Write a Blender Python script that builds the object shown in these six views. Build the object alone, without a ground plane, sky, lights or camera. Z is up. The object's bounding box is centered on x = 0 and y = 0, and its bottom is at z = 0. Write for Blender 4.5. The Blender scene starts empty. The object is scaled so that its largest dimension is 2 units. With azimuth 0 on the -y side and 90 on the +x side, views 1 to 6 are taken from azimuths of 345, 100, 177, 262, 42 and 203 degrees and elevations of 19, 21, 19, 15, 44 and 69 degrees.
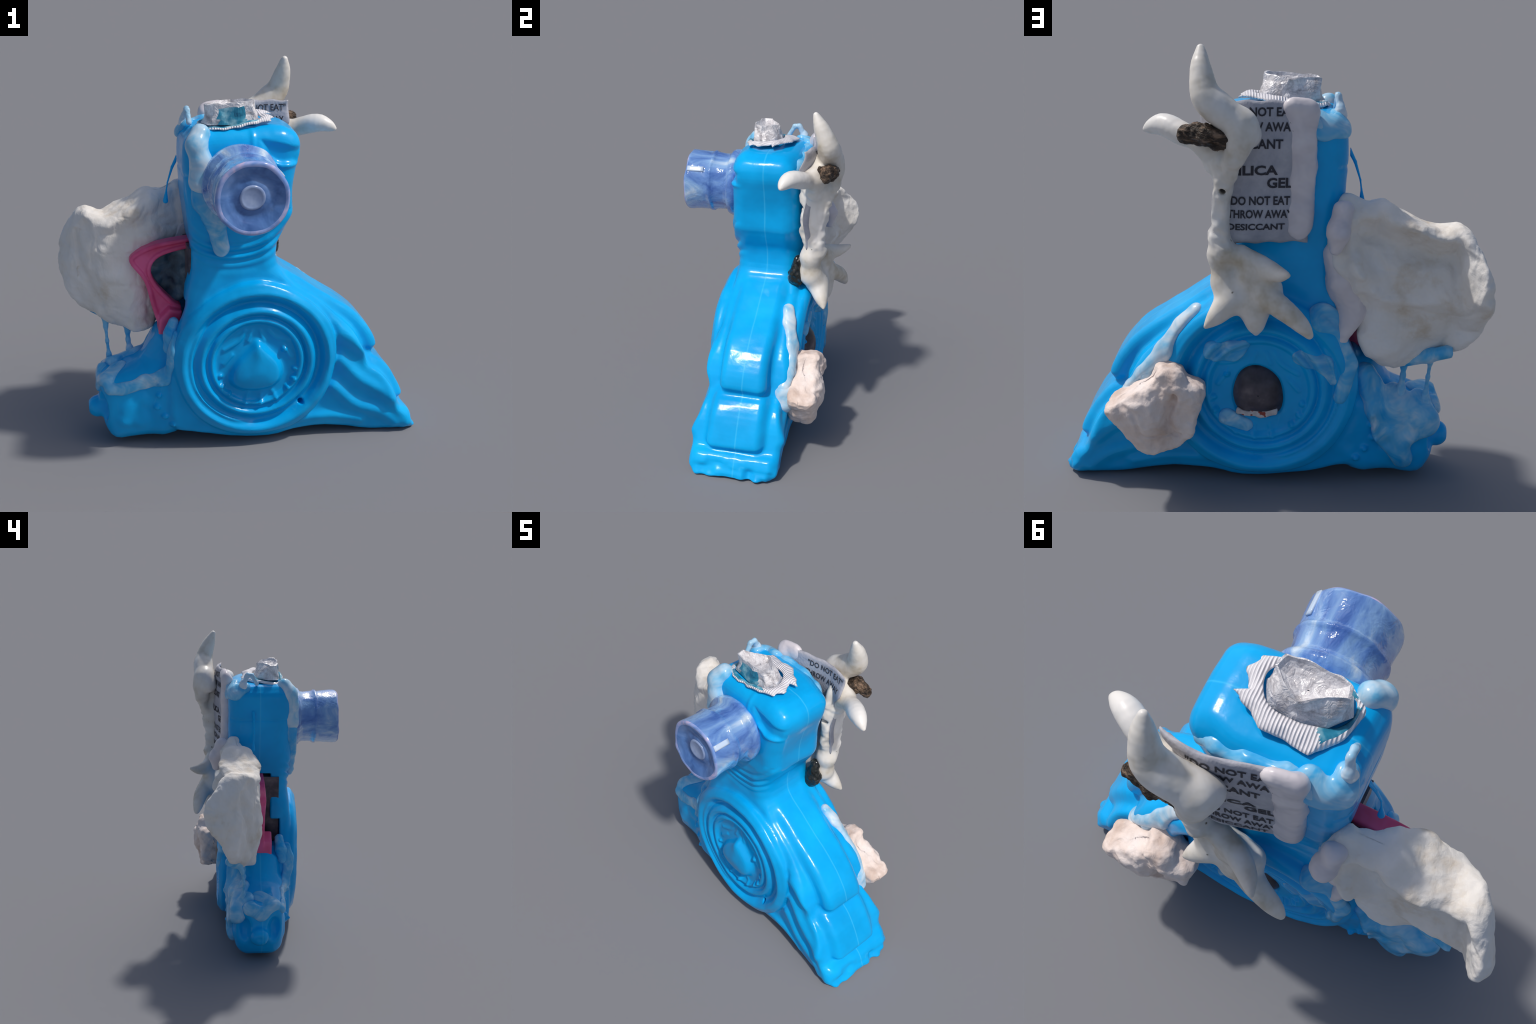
# Glued junk sculpture: blue plastic toy body, foam chunks, thorny branch, bottle cap, foil, packet.
import bpy, math, random
import numpy as np
from mathutils import Vector

random.seed(7)
F = np.float32

# ------------------------------------------------------------------ numeric helpers
def hash3(ix, iy, iz, seed):
    n = (ix.astype(np.int64) * 374761393 + iy.astype(np.int64) * 668265263
         + iz.astype(np.int64) * 1440662683 + seed * 974711) & 0x7fffffff
    n = ((n ^ (n >> 13)) * 1274126177) & 0x7fffffff
    n = n ^ (n >> 16)
    return (n & 0xffff) / 32767.5 - 1.0

def noise(p, scale, seed=0):
    q = p * scale
    i = np.floor(q).astype(np.int64)
    f = q - i
    f = f * f * f * (f * (f * 6 - 15) + 10)
    out = 0
    for dx in (0, 1):
        for dy in (0, 1):
            for dz in (0, 1):
                w = ((f[:, 0] if dx else 1 - f[:, 0]) * (f[:, 1] if dy else 1 - f[:, 1])
                     * (f[:, 2] if dz else 1 - f[:, 2]))
                out = out + w * hash3(i[:, 0] + dx, i[:, 1] + dy, i[:, 2] + dz, seed)
    return out

def fbm(p, scale, octaves=3, seed=0, gain=.5):
    out, a = 0, 1.0
    for o in range(octaves):
        out = out + a * noise(p, scale * 2.03 ** o, seed + o * 17)
        a *= gain
    return out

def smooth_loop(pts, n=6, closed=True):
    """Catmull-Rom through control points."""
    P = np.array(pts, float)
    m = len(P)
    out = []
    for i in range(m if closed else m - 1):
        g = lambda k: P[k % m] if closed else P[min(max(k, 0), m - 1)]
        p0, p1, p2, p3 = g(i - 1), g(i), g(i + 1), g(i + 2)
        for t in np.arange(n) / n:
            out.append(.5 * (2 * p1 + (p2 - p0) * t + (2 * p0 - 5 * p1 + 4 * p2 - p3) * t * t
                             + (3 * p1 - p0 - 3 * p2 + p3) * t ** 3))
    if not closed:
        out.append(P[-1])
    return np.array(out)

def sd_poly(pts, X, Y):
    """signed distance to a closed polygon on 2D arrays"""
    P = np.asarray(pts, float)
    d = np.full(X.shape, 1e9)
    s = np.ones(X.shape)
    for i in range(len(P)):
        a, b = P[i], P[i - 1]
        ex, ey = b - a
        wx, wy = X - a[0], Y - a[1]
        t = np.clip((wx * ex + wy * ey) / (ex * ex + ey * ey + 1e-12), 0, 1)
        bx, by = wx - ex * t, wy - ey * t
        d = np.minimum(d, bx * bx + by * by)
        c1, c2, c3 = Y >= a[1], Y < b[1], ex * wy > ey * wx
        s = np.where((c1 & c2 & c3) | (~c1 & ~c2 & ~c3), -s, s)
    return s * np.sqrt(d)

def d_line(pts, X, Y):
    P = np.asarray(pts, float)
    d = np.full(X.shape, 1e9)
    for a, b in zip(P[:-1], P[1:]):
        e = b - a
        t = np.clip(((X - a[0]) * e[0] + (Y - a[1]) * e[1]) / (e @ e), 0, 1)
        d = np.minimum(d, np.hypot(X - a[0] - e[0] * t, Y - a[1] - e[1] * t))
    return d

def smin(a, b, k):
    h = np.maximum(k - np.abs(a - b), 0) / k
    return np.minimum(a, b) - h * h * k * F(.25)

def smax(a, b, k):
    return -smin(-a, -b, k)

def blur(a, n):
    for _ in range(n):
        for ax in (0, 1):
            a = .25 * np.roll(a, 1, ax) + .5 * a + .25 * np.roll(a, -1, ax)
    return a

def sstep(x, a, b):
    t = np.clip((x - a) / (b - a), 0, 1)
    return t * t * (3 - 2 * t)

class Grid:
    def __init__(self, lo, hi, h):
        self.lo, self.h = np.array(lo, float), h
        self.n = [int(math.ceil((b - a) / h)) + 1 for a, b in zip(lo, hi)]
        ax = [(l + h * np.arange(n)).astype(F) for l, n in zip(lo, self.n)]
        self.x, self.y, self.z = ax[0][:, None, None], ax[1][None, :, None], ax[2][None, None, :]
        self.ax = ax

    def xz(self):
        X, Z = np.meshgrid(self.ax[0], self.ax[2], indexing='ij')
        return X.astype(float), Z.astype(float)

    def chain(self, pts, k=.02, squash=(1, 1, 1)):
        """tapered capsule chain; pts of (x, y, z, r)"""
        d = None
        sx, sy, sz = squash
        for p, q in zip(pts[:-1], pts[1:]):
            a, b = np.array(p[:3]) * squash, np.array(q[:3]) * squash
            e = b - a
            L = max(float(e @ e), 1e-9)
            wx, wy, wz = self.x * F(sx) - F(a[0]), self.y * F(sy) - F(a[1]), self.z * F(sz) - F(a[2])
            t = np.clip((wx * F(e[0]) + wy * F(e[1]) + wz * F(e[2])) / F(L), 0, 1)
            c = np.sqrt((wx - t * F(e[0])) ** 2 + (wy - t * F(e[1])) ** 2 + (wz - t * F(e[2])) ** 2) \
                - (F(p[3]) + t * F(q[3] - p[3]))
            d = c if d is None else smin(d, c, F(k))
        return d

    def limb(self, pts, n=4, k=.006, squash=(1, 1, 1)):
        return self.chain([tuple(p) for p in smooth_loop(pts, n, False)], k, squash)

    def ball(self, c, r):
        r = np.array(r) * np.ones(3)
        k = np.sqrt(((self.x - F(c[0])) / F(r[0])) ** 2 + ((self.y - F(c[1])) / F(r[1])) ** 2
                    + ((self.z - F(c[2])) / F(r[2])) ** 2)
        return (k - 1) * F(r.min())

    def extrude(self, d2, front, back, r):
        """d2: 2D distance on x,z; surface between y=-front and y=back (2D fields or numbers), rounded by r"""
        f2 = lambda v: (np.broadcast_to(v, d2.shape)[:, None, :]).astype(F)
        wx = (d2[:, None, :] + r).astype(F)
        wy = np.maximum(-self.y - f2(front), self.y - f2(back)) + F(r)
        return np.minimum(np.maximum(wx, wy), 0) + np.sqrt(np.maximum(wx, 0) ** 2 + np.maximum(wy, 0) ** 2) - F(r)

    def sample(self, d, p):
        q = (p - self.lo) / self.h
        i = np.clip(np.floor(q).astype(int), 0, np.array(d.shape) - 2)
        f = q - i
        out = 0
        for a in (0, 1):
            for b in (0, 1):
                for c in (0, 1):
                    w = (f[:, 0] if a else 1 - f[:, 0]) * (f[:, 1] if b else 1 - f[:, 1]) * (f[:, 2] if c else 1 - f[:, 2])
                    out = out + w * d[i[:, 0] + a, i[:, 1] + b, i[:, 2] + c]
        return out

    def grad(self, d, p):
        e = self.h
        g = np.stack([self.sample(d, p + e * np.eye(3)[k]) - self.sample(d, p - e * np.eye(3)[k]) for k in range(3)], 1)
        return g / (np.linalg.norm(g, axis=1, keepdims=True) + 1e-9)

    def mesh(self, d):
        """surface nets: returns verts, quads"""
        d = d.copy()
        d[0], d[-1], d[:, 0], d[:, -1], d[:, :, 0], d[:, :, -1] = (1.0,) * 6
        ins = d < 0
        nx, ny, nz = d.shape
        c = ins[:-1, :-1, :-1].astype(np.int8)
        cnt = np.zeros((nx - 1, ny - 1, nz - 1), np.int8)
        for a in (0, 1):
            for b in (0, 1):
                for e in (0, 1):
                    cnt += ins[a:nx - 1 + a, b:ny - 1 + b, e:nz - 1 + e]
        cells = np.argwhere((cnt > 0) & (cnt < 8))
        idx = np.full(cnt.shape, -1, np.int32)
        idx[cells[:, 0], cells[:, 1], cells[:, 2]] = np.arange(len(cells))
        acc = np.zeros((len(cells), 3))
        w = np.zeros(len(cells))
        corners = [(a, b, e) for a in (0, 1) for b in (0, 1) for e in (0, 1)]
        val = {k: d[cells[:, 0] + k[0], cells[:, 1] + k[1], cells[:, 2] + k[2]].astype(float) for k in corners}
        for k in corners:
            for ax in range(3):
                if k[ax] == 0:
                    m = list(k); m[ax] = 1; m = tuple(m)
                    v0, v1 = val[k], val[m]
                    cross = (v0 < 0) != (v1 < 0)
                    t = np.where(cross, v0 / np.where(cross, v0 - v1, 1), 0)
                    pos = np.array(k, float)[None].repeat(len(cells), 0)
                    pos[:, ax] += t
                    acc += pos * cross[:, None]
                    w += cross
        verts = self.lo + self.h * (cells + acc / w[:, None])
        for _ in range(2):
            s = self.sample(d, verts)
            verts = verts - np.clip(s, -self.h, self.h)[:, None] * self.grad(d, verts) * .8
        quads = []
        for ax in range(3):
            o = [1, 1, 1]; o[ax] = 0
            sl0 = [slice(1, n - 1) for n in d.shape]; sl0[ax] = slice(0, d.shape[ax] - 1)
            sl1 = list(sl0); sl1[ax] = slice(1, d.shape[ax])
            a, b = ins[tuple(sl0)], ins[tuple(sl1)]
            e = np.argwhere(a != b)
            flip = a[e[:, 0], e[:, 1], e[:, 2]]
            base = e + np.array(o)
            u, v = [k for k in range(3) if k != ax]
            if ax == 1:
                u, v = v, u
            def cell(du, dv):
                q = base.copy(); q[:, u] -= du; q[:, v] -= dv
                return idx[q[:, 0], q[:, 1], q[:, 2]]
            Q = np.stack([cell(1, 1), cell(0, 1), cell(0, 0), cell(1, 0)], 1)
            Q[~flip] = Q[~flip][:, ::-1]
            quads.append(Q)
        Q = np.concatenate(quads)
        return verts, Q[(Q >= 0).all(1)]

def vert_normals(v, q):
    n = np.cross(v[q[:, 2]] - v[q[:, 0]], v[q[:, 3]] - v[q[:, 1]])
    out = np.zeros_like(v)
    for k in range(4):
        np.add.at(out, q[:, k], n)
    return out / (np.linalg.norm(out, axis=1, keepdims=True) + 1e-12)

# ------------------------------------------------------------------ scene helpers
ROOT = bpy.data.objects.new("junk_sculpture", None)
bpy.context.scene.collection.objects.link(ROOT)
ROOT["label"] = "blue plastic toy body glued with foam, thorny branch, foil and cap"
ROOT["category"] = "junk sculpture"

def add_mesh(name, v, q, mats, parent=ROOT, smooth=True, mat_index=None):
    me = bpy.data.meshes.new(name)
    v = np.asarray(v, float)
    if isinstance(q, np.ndarray) and q.ndim == 2:
        k = q.shape[1]
        me.vertices.add(len(v))
        me.vertices.foreach_set("co", v.ravel())
        me.loops.add(q.size)
        me.loops.foreach_set("vertex_index", q.ravel().astype(np.int32))
        me.polygons.add(len(q))
        me.polygons.foreach_set("loop_start", np.arange(0, q.size, k, dtype=np.int32))
        me.update(calc_edges=True)
    else:
        me.from_pydata(v.tolist(), [], [list(map(int, f)) for f in q])
    for m in (mats if isinstance(mats, (list, tuple)) else [mats]):
        me.materials.append(m)
    if mat_index is not None:
        me.polygons.foreach_set("material_index", np.asarray(mat_index, np.int32))
    me.polygons.foreach_set("use_smooth", np.full(len(me.polygons), smooth))
    me.validate()
    me.update()
    ob = bpy.data.objects.new(name, me)
    bpy.context.scene.collection.objects.link(ob)
    ob.parent = parent
    return ob

def grid_faces(nu, nv, wrap_u=False, wrap_v=False):
    f = []
    for i in range(nu if wrap_u else nu - 1):
        for j in range(nv if wrap_v else nv - 1):
            a, b = i, (i + 1) % nu
            c, d = j, (j + 1) % nv
            f.append((a * nv + c, b * nv + c, b * nv + d, a * nv + d))
    return np.array(f)

# ------------------------------------------------------------------ materials
def lin(c):
    return tuple(((v / 12.92) if v <= .04045 else ((v + .055) / 1.055) ** 2.4) for v in (x / 255 for x in c)) + (1,)

class Mat:
    def __init__(self, name):
        self.m = bpy.data.materials.new(name)
        self.m.use_nodes = True
        self.t = self.m.node_tree
        self.b = self.t.nodes["Principled BSDF"]
        self.co = self.t.nodes.new("ShaderNodeTexCoord").outputs["Object"]

    def mapped(self, scale):
        n = self.t.nodes.new("ShaderNodeMapping")
        n.inputs["Scale"].default_value = scale
        self.t.links.new(self.co, n.inputs["Vector"])
        return n.outputs["Vector"]

    def noise(self, scale, detail=3, rough=.55, distort=0, stretch=None):
        n = self.t.nodes.new("ShaderNodeTexNoise")
        n.inputs["Scale"].default_value = scale
        n.inputs["Detail"].default_value = detail
        n.inputs["Roughness"].default_value = rough
        n.inputs["Distortion"].default_value = distort
        self.t.links.new(self.mapped(stretch) if stretch else self.co, n.inputs["Vector"])
        return n.outputs["Fac"]

    def voronoi(self, scale):
        n = self.t.nodes.new("ShaderNodeTexVoronoi")
        n.inputs["Scale"].default_value = scale
        self.t.links.new(self.co, n.inputs["Vector"])
        return n.outputs["Distance"]

    def wave(self, scale, distort=2, direction='DIAGONAL', detail=2):
        n = self.t.nodes.new("ShaderNodeTexWave")
        n.bands_direction = direction
        n.inputs["Scale"].default_value = scale
        n.inputs["Distortion"].default_value = distort
        n.inputs["Detail"].default_value = detail
        self.t.links.new(self.co, n.inputs["Vector"])
        return n.outputs["Fac"]

    def ramp(self, fac, stops):
        n = self.t.nodes.new("ShaderNodeValToRGB")
        e = n.color_ramp.elements
        while len(e) < len(stops):
            e.new(.5)
        for k, (p, c) in zip(e, stops):
            k.position, k.color = p, (c if len(c) == 4 else lin(c))
        self.t.links.new(fac, n.inputs["Fac"])
        return n.outputs["Color"]

    def mix(self, fac, a, b):
        n = self.t.nodes.new("ShaderNodeMix")
        n.data_type = 'RGBA'
        for s, v in ((n.inputs["Factor"], fac), (n.inputs[6], a), (n.inputs[7], b)):
            if hasattr(v, "links"):
                self.t.links.new(v, s)
            elif isinstance(v, (int, float)):
                s.default_value = v
            else:
                s.default_value = v if len(v) == 4 else lin(v)
        return n.outputs[2]

    def bump(self, fac, strength, dist=.01):
        n = self.t.nodes.new("ShaderNodeBump")
        n.inputs["Strength"].default_value = strength
        n.inputs["Distance"].default_value = dist
        self.t.links.new(fac, n.inputs["Height"])
        if self.b.inputs["Normal"].links:
            self.t.links.new(self.b.inputs["Normal"].links[0].from_socket, n.inputs["Normal"])
        self.t.links.new(n.outputs["Normal"], self.b.inputs["Normal"])
        return self

    def done(self, color, rough=.4, spec=.5, metal=0, coat=0, sss=0, clear=0, ior=1.45):
        self.b.inputs['Transmission Weight'].default_value = clear
        self.b.inputs['IOR'].default_value = ior
        if hasattr(color, "links"):
            self.t.links.new(color, self.b.inputs["Base Color"])
        else:
            self.b.inputs["Base Color"].default_value = color if len(color) == 4 else lin(color)
        if hasattr(rough, "links"):
            self.t.links.new(rough, self.b.inputs["Roughness"])
        else:
            self.b.inputs["Roughness"].default_value = rough
        self.b.inputs["Specular IOR Level"].default_value = spec
        self.b.inputs["Metallic"].default_value = metal
        self.b.inputs["Coat Weight"].default_value = coat
        self.b.inputs["Coat Roughness"].default_value = .12
        if sss:
            self.b.inputs["Subsurface Weight"].default_value = sss
            self.b.inputs["Subsurface Radius"].default_value = (.03, .03, .03)
            self.b.inputs["Subsurface Scale"].default_value = 1
        return self.m

def make_materials():
    M = {}
    a = Mat("blue_plastic")
    sep = a.t.nodes.new('ShaderNodeSeparateXYZ')
    a.t.links.new(a.co, sep.inputs[0])
    def calc(op, p, q):
        n = a.t.nodes.new('ShaderNodeMath'); n.operation = op
        for k, w in enumerate((p, q)):
            if hasattr(w, 'links'):
                a.t.links.new(w, n.inputs[k])
            elif w is not None:
                n.inputs[k].default_value = w
        return n.outputs[0]
    plane = calc('ADD', calc('MULTIPLY', sep.outputs[0], .075), calc('SUBTRACT', sep.outputs[1], .03))
    seam = a.ramp(calc('ABSOLUTE', plane, None), [(.0015, (.6, .6, .6, 1)), (.0045, (0, 0, 0, 1))])
    col = a.ramp(a.noise(3.2, 4, .55), [(.3, (4, 158, 224)), (.55, (8, 172, 240)), (.75, (14, 184, 250))])
    scuff = a.ramp(a.noise(6, 5, .7, 1.5, (1, 1, .35)), [(.66, (0, 0, 0, 1)), (.78, (.3, .3, .3, 1))])
    col = a.mix(scuff, col, (96, 200, 244))
    col = a.mix(seam, col, (70, 196, 246))  # seam colour lightened: paints the highlight along the moulding ridge
    a.bump(a.noise(22, 3, .5), .12, .01)
    M['blue'] = a.done(col, .2, .3)

    a = Mat("pale_glue")
    col = a.ramp(a.noise(9, 3, .6, .6), [(.3, (110, 190, 230)), (.5, (178, 212, 234)), (.7, (226, 234, 240))])
    a.bump(a.noise(14, 2), .15, .01)
    M['glue'] = a.done(col, .2, .5)

    a = Mat("blue_glue")
    col = a.ramp(a.noise(8, 3, .6, .8), [(.30, (26, 164, 230)), (.46, (84, 180, 230)), (.60, (140, 200, 234)), (.76, (196, 220, 238))])
    a.bump(a.noise(14, 2), .15, .01)
    M['glue_blue'] = a.done(col, .18, .5)

    a = Mat("milky_glue")
    col = a.ramp(a.noise(7, 3, .6, .5), [(.3, (206, 200, 206)), (.6, (226, 219, 222)), (.8, (236, 231, 232))])
    M['glue_milky'] = a.done(col, .3, .4)

    a = Mat("white_foam")
    col = a.ramp(a.noise(5, 5, .6), [(.28, (214, 200, 182)), (.42, (232, 226, 218)), (.7, (240, 237, 234))])
    a.bump(a.noise(30, 4, .6, .4, (1, 1, .6)), .22, .02)
    a.bump(a.noise(9, 3, .55, .5), .25, .03)
    M['foam'] = a.done(col, .7, .25)

    a = Mat("pink_foam")
    col = a.ramp(a.noise(6, 4, .6), [(.3, (206, 180, 164)), (.5, (232, 214, 204)), (.7, (242, 230, 224))])
    a.bump(a.noise(24, 5, .65, .6), .3, .02)
    M['foam_pink'] = a.done(col, .65, .25)

    a = Mat("ivory_branch")
    col = a.ramp(a.noise(5, 4, .6), [(.30, (186, 174, 152)), (.47, (220, 214, 204)), (.66, (236, 233, 229))])
    spots = a.ramp(a.noise(30, 2, .5), [(.20, (1, 1, 1, 1)), (.25, (0, 0, 0, 1))])
    col = a.mix(spots, col, (110, 100, 84))
    M['ivory'] = a.done(col, .38, .45)

    a = Mat("charred_socket")
    col = a.ramp(a.noise(18, 4, .7, .5, (1, 1, 3)), [(.32, (26, 21, 18)), (.5, (66, 54, 44)), (.66, (140, 116, 96))])
    a.bump(a.noise(18, 4, .7, .5, (1, 1, 3)), .8, .03)
    M['socket'] = a.done(col, .5, .4)

    a = Mat("clear_cap")
    col = a.ramp(a.noise(7, 4, .6, .8, (1, .5, 1)), [(.3, (74, 112, 186)), (.44, (112, 154, 218)), (.57, (150, 190, 236)), (.70, (216, 234, 250))])
    a.bump(a.noise(16, 3, .6, .4), .35, .02)
    M['cap'] = a.done(col, .12, .6, clear=.22, ior=1.3)
    a = Mat("cap_face")
    col = a.ramp(a.noise(8, 3, .6, .6), [(.3, (60, 96, 156)), (.5, (88, 128, 188)), (.75, (120, 152, 204))])
    a.bump(a.noise(12, 3, .5), .25, .02)
    M['cap_face'] = a.done(col, .14, .6)
    a = Mat("cap_lip")
    col = a.ramp(a.noise(9, 3, .6, .6), [(.42, (112, 148, 210)), (.58, (156, 172, 222)), (.72, (214, 194, 224))])
    M['cap_lip'] = a.done(col, .14, .6)
    a = Mat("cap_button")
    col = a.ramp(a.noise(14, 3, .6), [(.3, (124, 146, 190)), (.7, (160, 178, 212))])
    M['cap_button'] = a.done(col, .2, .5)
    a = Mat("cap_tape")
    M['cap_tape'] = a.done((196, 214, 236), .2, .5)

    a = Mat("pink_plastic")
    col = a.ramp(a.noise(7, 3), [(.35, (214, 72, 118)), (.65, (236, 104, 156))])
    M['pink'] = a.done(col, .3, .5)

    a = Mat("crumpled_foil")
    col = a.ramp(a.noise(13, 4, .65, 1.2), [(.30, (150, 147, 150)), (.45, (206, 203, 206)), (.62, (240, 238, 240))])
    a.bump(a.noise(30, 3, .6, 1), .5, .02)
    M['foil'] = a.done(col, .3, .6, .05)
    a = Mat("foil_rim")
    col = a.ramp(a.wave(26, .4, 'X', 0), [(.3, (216, 213, 219)), (.7, (240, 238, 242))])
    a.bump(a.wave(26, .4, 'X', 0), .5, .01)
    M['foil_rim'] = a.done(col, .45, .5)
    a = Mat("teal_film")
    col = a.ramp(a.noise(14, 3, .6), [(.3, (24, 96, 124)), (.52, (52, 140, 170)), (.7, (150, 196, 208))])
    M['teal'] = a.done(col, .25, .5)

    a = Mat("packet_paper")
    col = a.ramp(a.noise(10, 4, .6), [(.3, (158, 160, 172)), (.6, (182, 182, 190)), (.8, (198, 197, 202))])
    a.bump(a.voronoi(70), .15, .01)
    M['paper'] = a.done(col, .6, .3)
    a = Mat("black_ink")
    M['ink'] = a.done((58, 58, 66), .6, .3)

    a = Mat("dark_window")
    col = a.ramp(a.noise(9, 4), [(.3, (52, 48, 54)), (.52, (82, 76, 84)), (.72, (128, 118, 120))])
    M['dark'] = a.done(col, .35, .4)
    a = Mat("dark_glue")
    col = a.ramp(a.noise(16, 4, .6, 1), [(.35, (16, 22, 24)), (.6, (44, 48, 46)), (.78, (120, 124, 118))])
    M['dark_glue'] = a.done(col, .15, .6)
    a = Mat("slate_glue")
    col = a.ramp(a.noise(9, 4, .6, .5), [(.3, (30, 52, 70)), (.55, (74, 104, 124)), (.75, (128, 150, 160))])
    M['slate'] = a.done(col, .3, .5)
    a = Mat("paper_scrap")
    col = a.ramp(a.noise(22, 2), [(.4, (190, 184, 184)), (.56, (210, 205, 204)), (.6, (150, 70, 60))])
    M['scrap'] = a.done(col, .5, .3)
    return M

M = make_materials()

# ------------------------------------------------------------------ blue plastic body
# body frame: a along the body, b through its thickness, turned a little about z
TH, Y0 = math.atan(.075), .03
CT, ST = math.cos(TH), math.sin(TH)

def to_world(p):
    a, b, z = p[:, 0], p[:, 1], p[:, 2]
    return np.stack([a * CT + b * ST, -a * ST + b * CT + Y0, z], 1)

def to_body(x, y, z):
    y = y - Y0
    return (x * CT - y * ST, x * ST + y * CT, z)

WC = (.028, .487)          # wheel centre

def wheel_profile(r, ang):
    """half thickness of the ringed disc against radius"""
    bell = lambda c, w: np.exp(-((r - c) / w) ** 2)
    t = .240 - .010 * sstep(-r, -.232, -.208)
    t = t + .024 * bell(.388, .028) + .020 * bell(.290, .020) + .014 * bell(.236, .014)
    lower_left = sstep(np.cos(ang - math.pi * 1.12), .35, .7)
    t = t + .020 * bell(.345, .011) * lower_left
    t = t - .022 * bell(.338, .020) * (1 - .5 * lower_left) - .010 * bell(.262, .010)
    return t

def build_body():
    g = Grid((-.93, -.36, -.03), (.97, .34, 1.80), .0066)
    A, Z = g.xz()
    r = np.hypot(A - WC[0], Z - WC[1])
    ang = np.arctan2(Z - WC[1], A - WC[0])
    wheel = wheel_profile(r, ang)
    tilt = .032 * np.clip(A, -.45, .45)          # the front face toes out a little

    # --- relief shared by both faces
    bump = lambda pts, h, w: h * np.exp(-(d_line(smooth_loop(pts, 5, False), A, Z) / w) ** 2)
    relief = 0
    relief += bump([(.44, .67), (.54, .60), (.63, .545), (.68, .52)], .014, .03)
    relief += bump([(.475, .60), (.565, .536), (.678, .457), (.77, .33), (.798, .22)], .030, .040)
    relief += bump([(.485, .45), (.598, .327), (.722, .244), (.812, .133), (.863, .05)], .030, .040)
    relief += bump([(.455, .29), (.574, .179), (.717, .123), (.796, .053)], .026, .036)
    relief += bump([(-.02, .10), (.10, .105), (.25, .115), (.44, .115), (.6, .085)], .018, .028)
    for a, z in ((-.477, .373), (-.485, .306), (-.497, .237), (-.458, .185), (-.421, .141)):
        relief += .020 * np.exp(-(np.hypot(A - a, Z - z) / .016) ** 4)
    # motif inside the disc: dots, rays
    inner = 0
    for a, z in ((-.165, .42), (-.150, .367), (-.118, .322), (.232, .437), (.222, .379), (.190, .333), (.175, .55)):
        inner += .016 * np.exp(-(np.hypot(A - a, Z - z) / .013) ** 4)
    for pts in ([(-.03, .665), (-.065, .61), (-.14, .565)], [(.004, .66), (-.016, .61)], [(.05, .66), (.068, .61)],
                [(.095, .66), (.135, .618), (.20, .605)], [(-.10, .535), (-.146, .485)], [(.17, .57), (.215, .50)],
                [(-.02, .31), (-.036, .25)], [(.05, .30), (.046, .24)], [(.112, .31), (.136, .26)]):
        inner += bump(pts, .009, .011)

    tp = np.interp(Z, [0, .15, .55, .8, .92, 1.05], [.205, .208, .21, .208, .195, .168])
    tp = np.where(r < .43, np.minimum(tp, wheel + .002), tp) + relief * (r > .40)
    toe_out = .028 * sstep(A, .40, .80)
    tp_f, tp_b = tp + inner * (r < .24) + tilt * (r < .43) + toe_out * 1.1, tp + inner * (r < .24) + toe_out * .4

    # raised almond boss in front, sunken window behind
    boss = sd_poly(smooth_loop([(.035, .615), (.082, .57), (.138, .505), (.163, .44), (.148, .378), (.095, .338), (.02, .326),
                                (-.06, .338), (-.112, .378), (-.113, .44), (-.074, .51), (-.012, .575)], 5), A, Z)
    peak = np.exp(-(np.hypot((A - .035) * 1.6, Z - .57) / .05) ** 2)
    dome = blur(.028 * sstep(-boss, -.004, .022), 2) + blur(.042 * np.sqrt(np.clip(-boss / .13, 0, 1)), 8) + .008 * peak
    window = sd_poly(smooth_loop([(.155, .45), (.12, .565), (.036, .60), (-.06, .54), (-.085, .42), (-.04, .35), (.11, .355)], 5), A, Z)
    pocket = .012 * sstep(-window, -.004, .010)

    plate = sd_poly(smooth_loop([(.13, .975), (.245, .882), (.366, .792), (.478, .688), (.565, .602), (.615, .512), (.635, .45),
                                 (.655, .40), (.718, .35), (.775, .27), (.803, .20), (.828, .145), (.878, .112), (.900, .055),
                                 (.902, .003), (.66, .010), (.42, .046), (.24, .040), (.10, .012), (-.12, .032), (-.32, .080),
                                 (-.42, .13), (-.43, .35), (-.415, .55), (-.37, .67), (-.325, .80), (-.29, .93), (-.2, 1.0)], 3), A, Z)
    d = g.extrude(plate, tp_f + dome * (r < .24), tp_b - pocket, .034)

    # ringed disc
    edge = r - (.435 + .006 * np.sin(5 * ang))
    d = smin(d, g.extrude(edge, wheel + .004 + tilt + inner + dome, wheel + .008 + inner - pocket, .02), F(.02))

    # stepped blocks on the sloping side
    block = sd_poly(smooth_loop([(.16, .952), (.275, .904), (.396, .817), (.512, .737), (.613, .656), (.688, .562), (.722, .486),
                                 (.716, .456), (.675, .432), (.55, .48), (.3, .6), (.1, .8)], 3), A, Z)
    d = smin(d, g.extrude(block, .146, .136, .05), F(.035))
    block = sd_poly(smooth_loop([(.60, .435), (.703, .418), (.775, .355), (.828, .270), (.864, .194), (.862, .166), (.82, .15),
                                 (.7, .17), (.55, .3)], 3), A, Z)
    d = smin(d, g.extrude(block, .178, .153, .05), F(.035))

    # neck and head in one moulding
    up = sd_poly(smooth_loop([(.18, .88), (.158, 1.03), (.164, 1.12), (.194, 1.18), (.222, 1.235), (.238, 1.28), (.240, 1.40), (.258, 1.49),
                              (.284, 1.58), (.278, 1.65), (.235, 1.695), (.14, 1.720), (-.20, 1.718), (-.285, 1.68), (-.315, 1.61),
                              (-.315, 1.4), (-.292, 1.15), (-.290, 1.0), (-.315, .86), (-.27, .76), (0, .7)], 4), A, Z)
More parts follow.
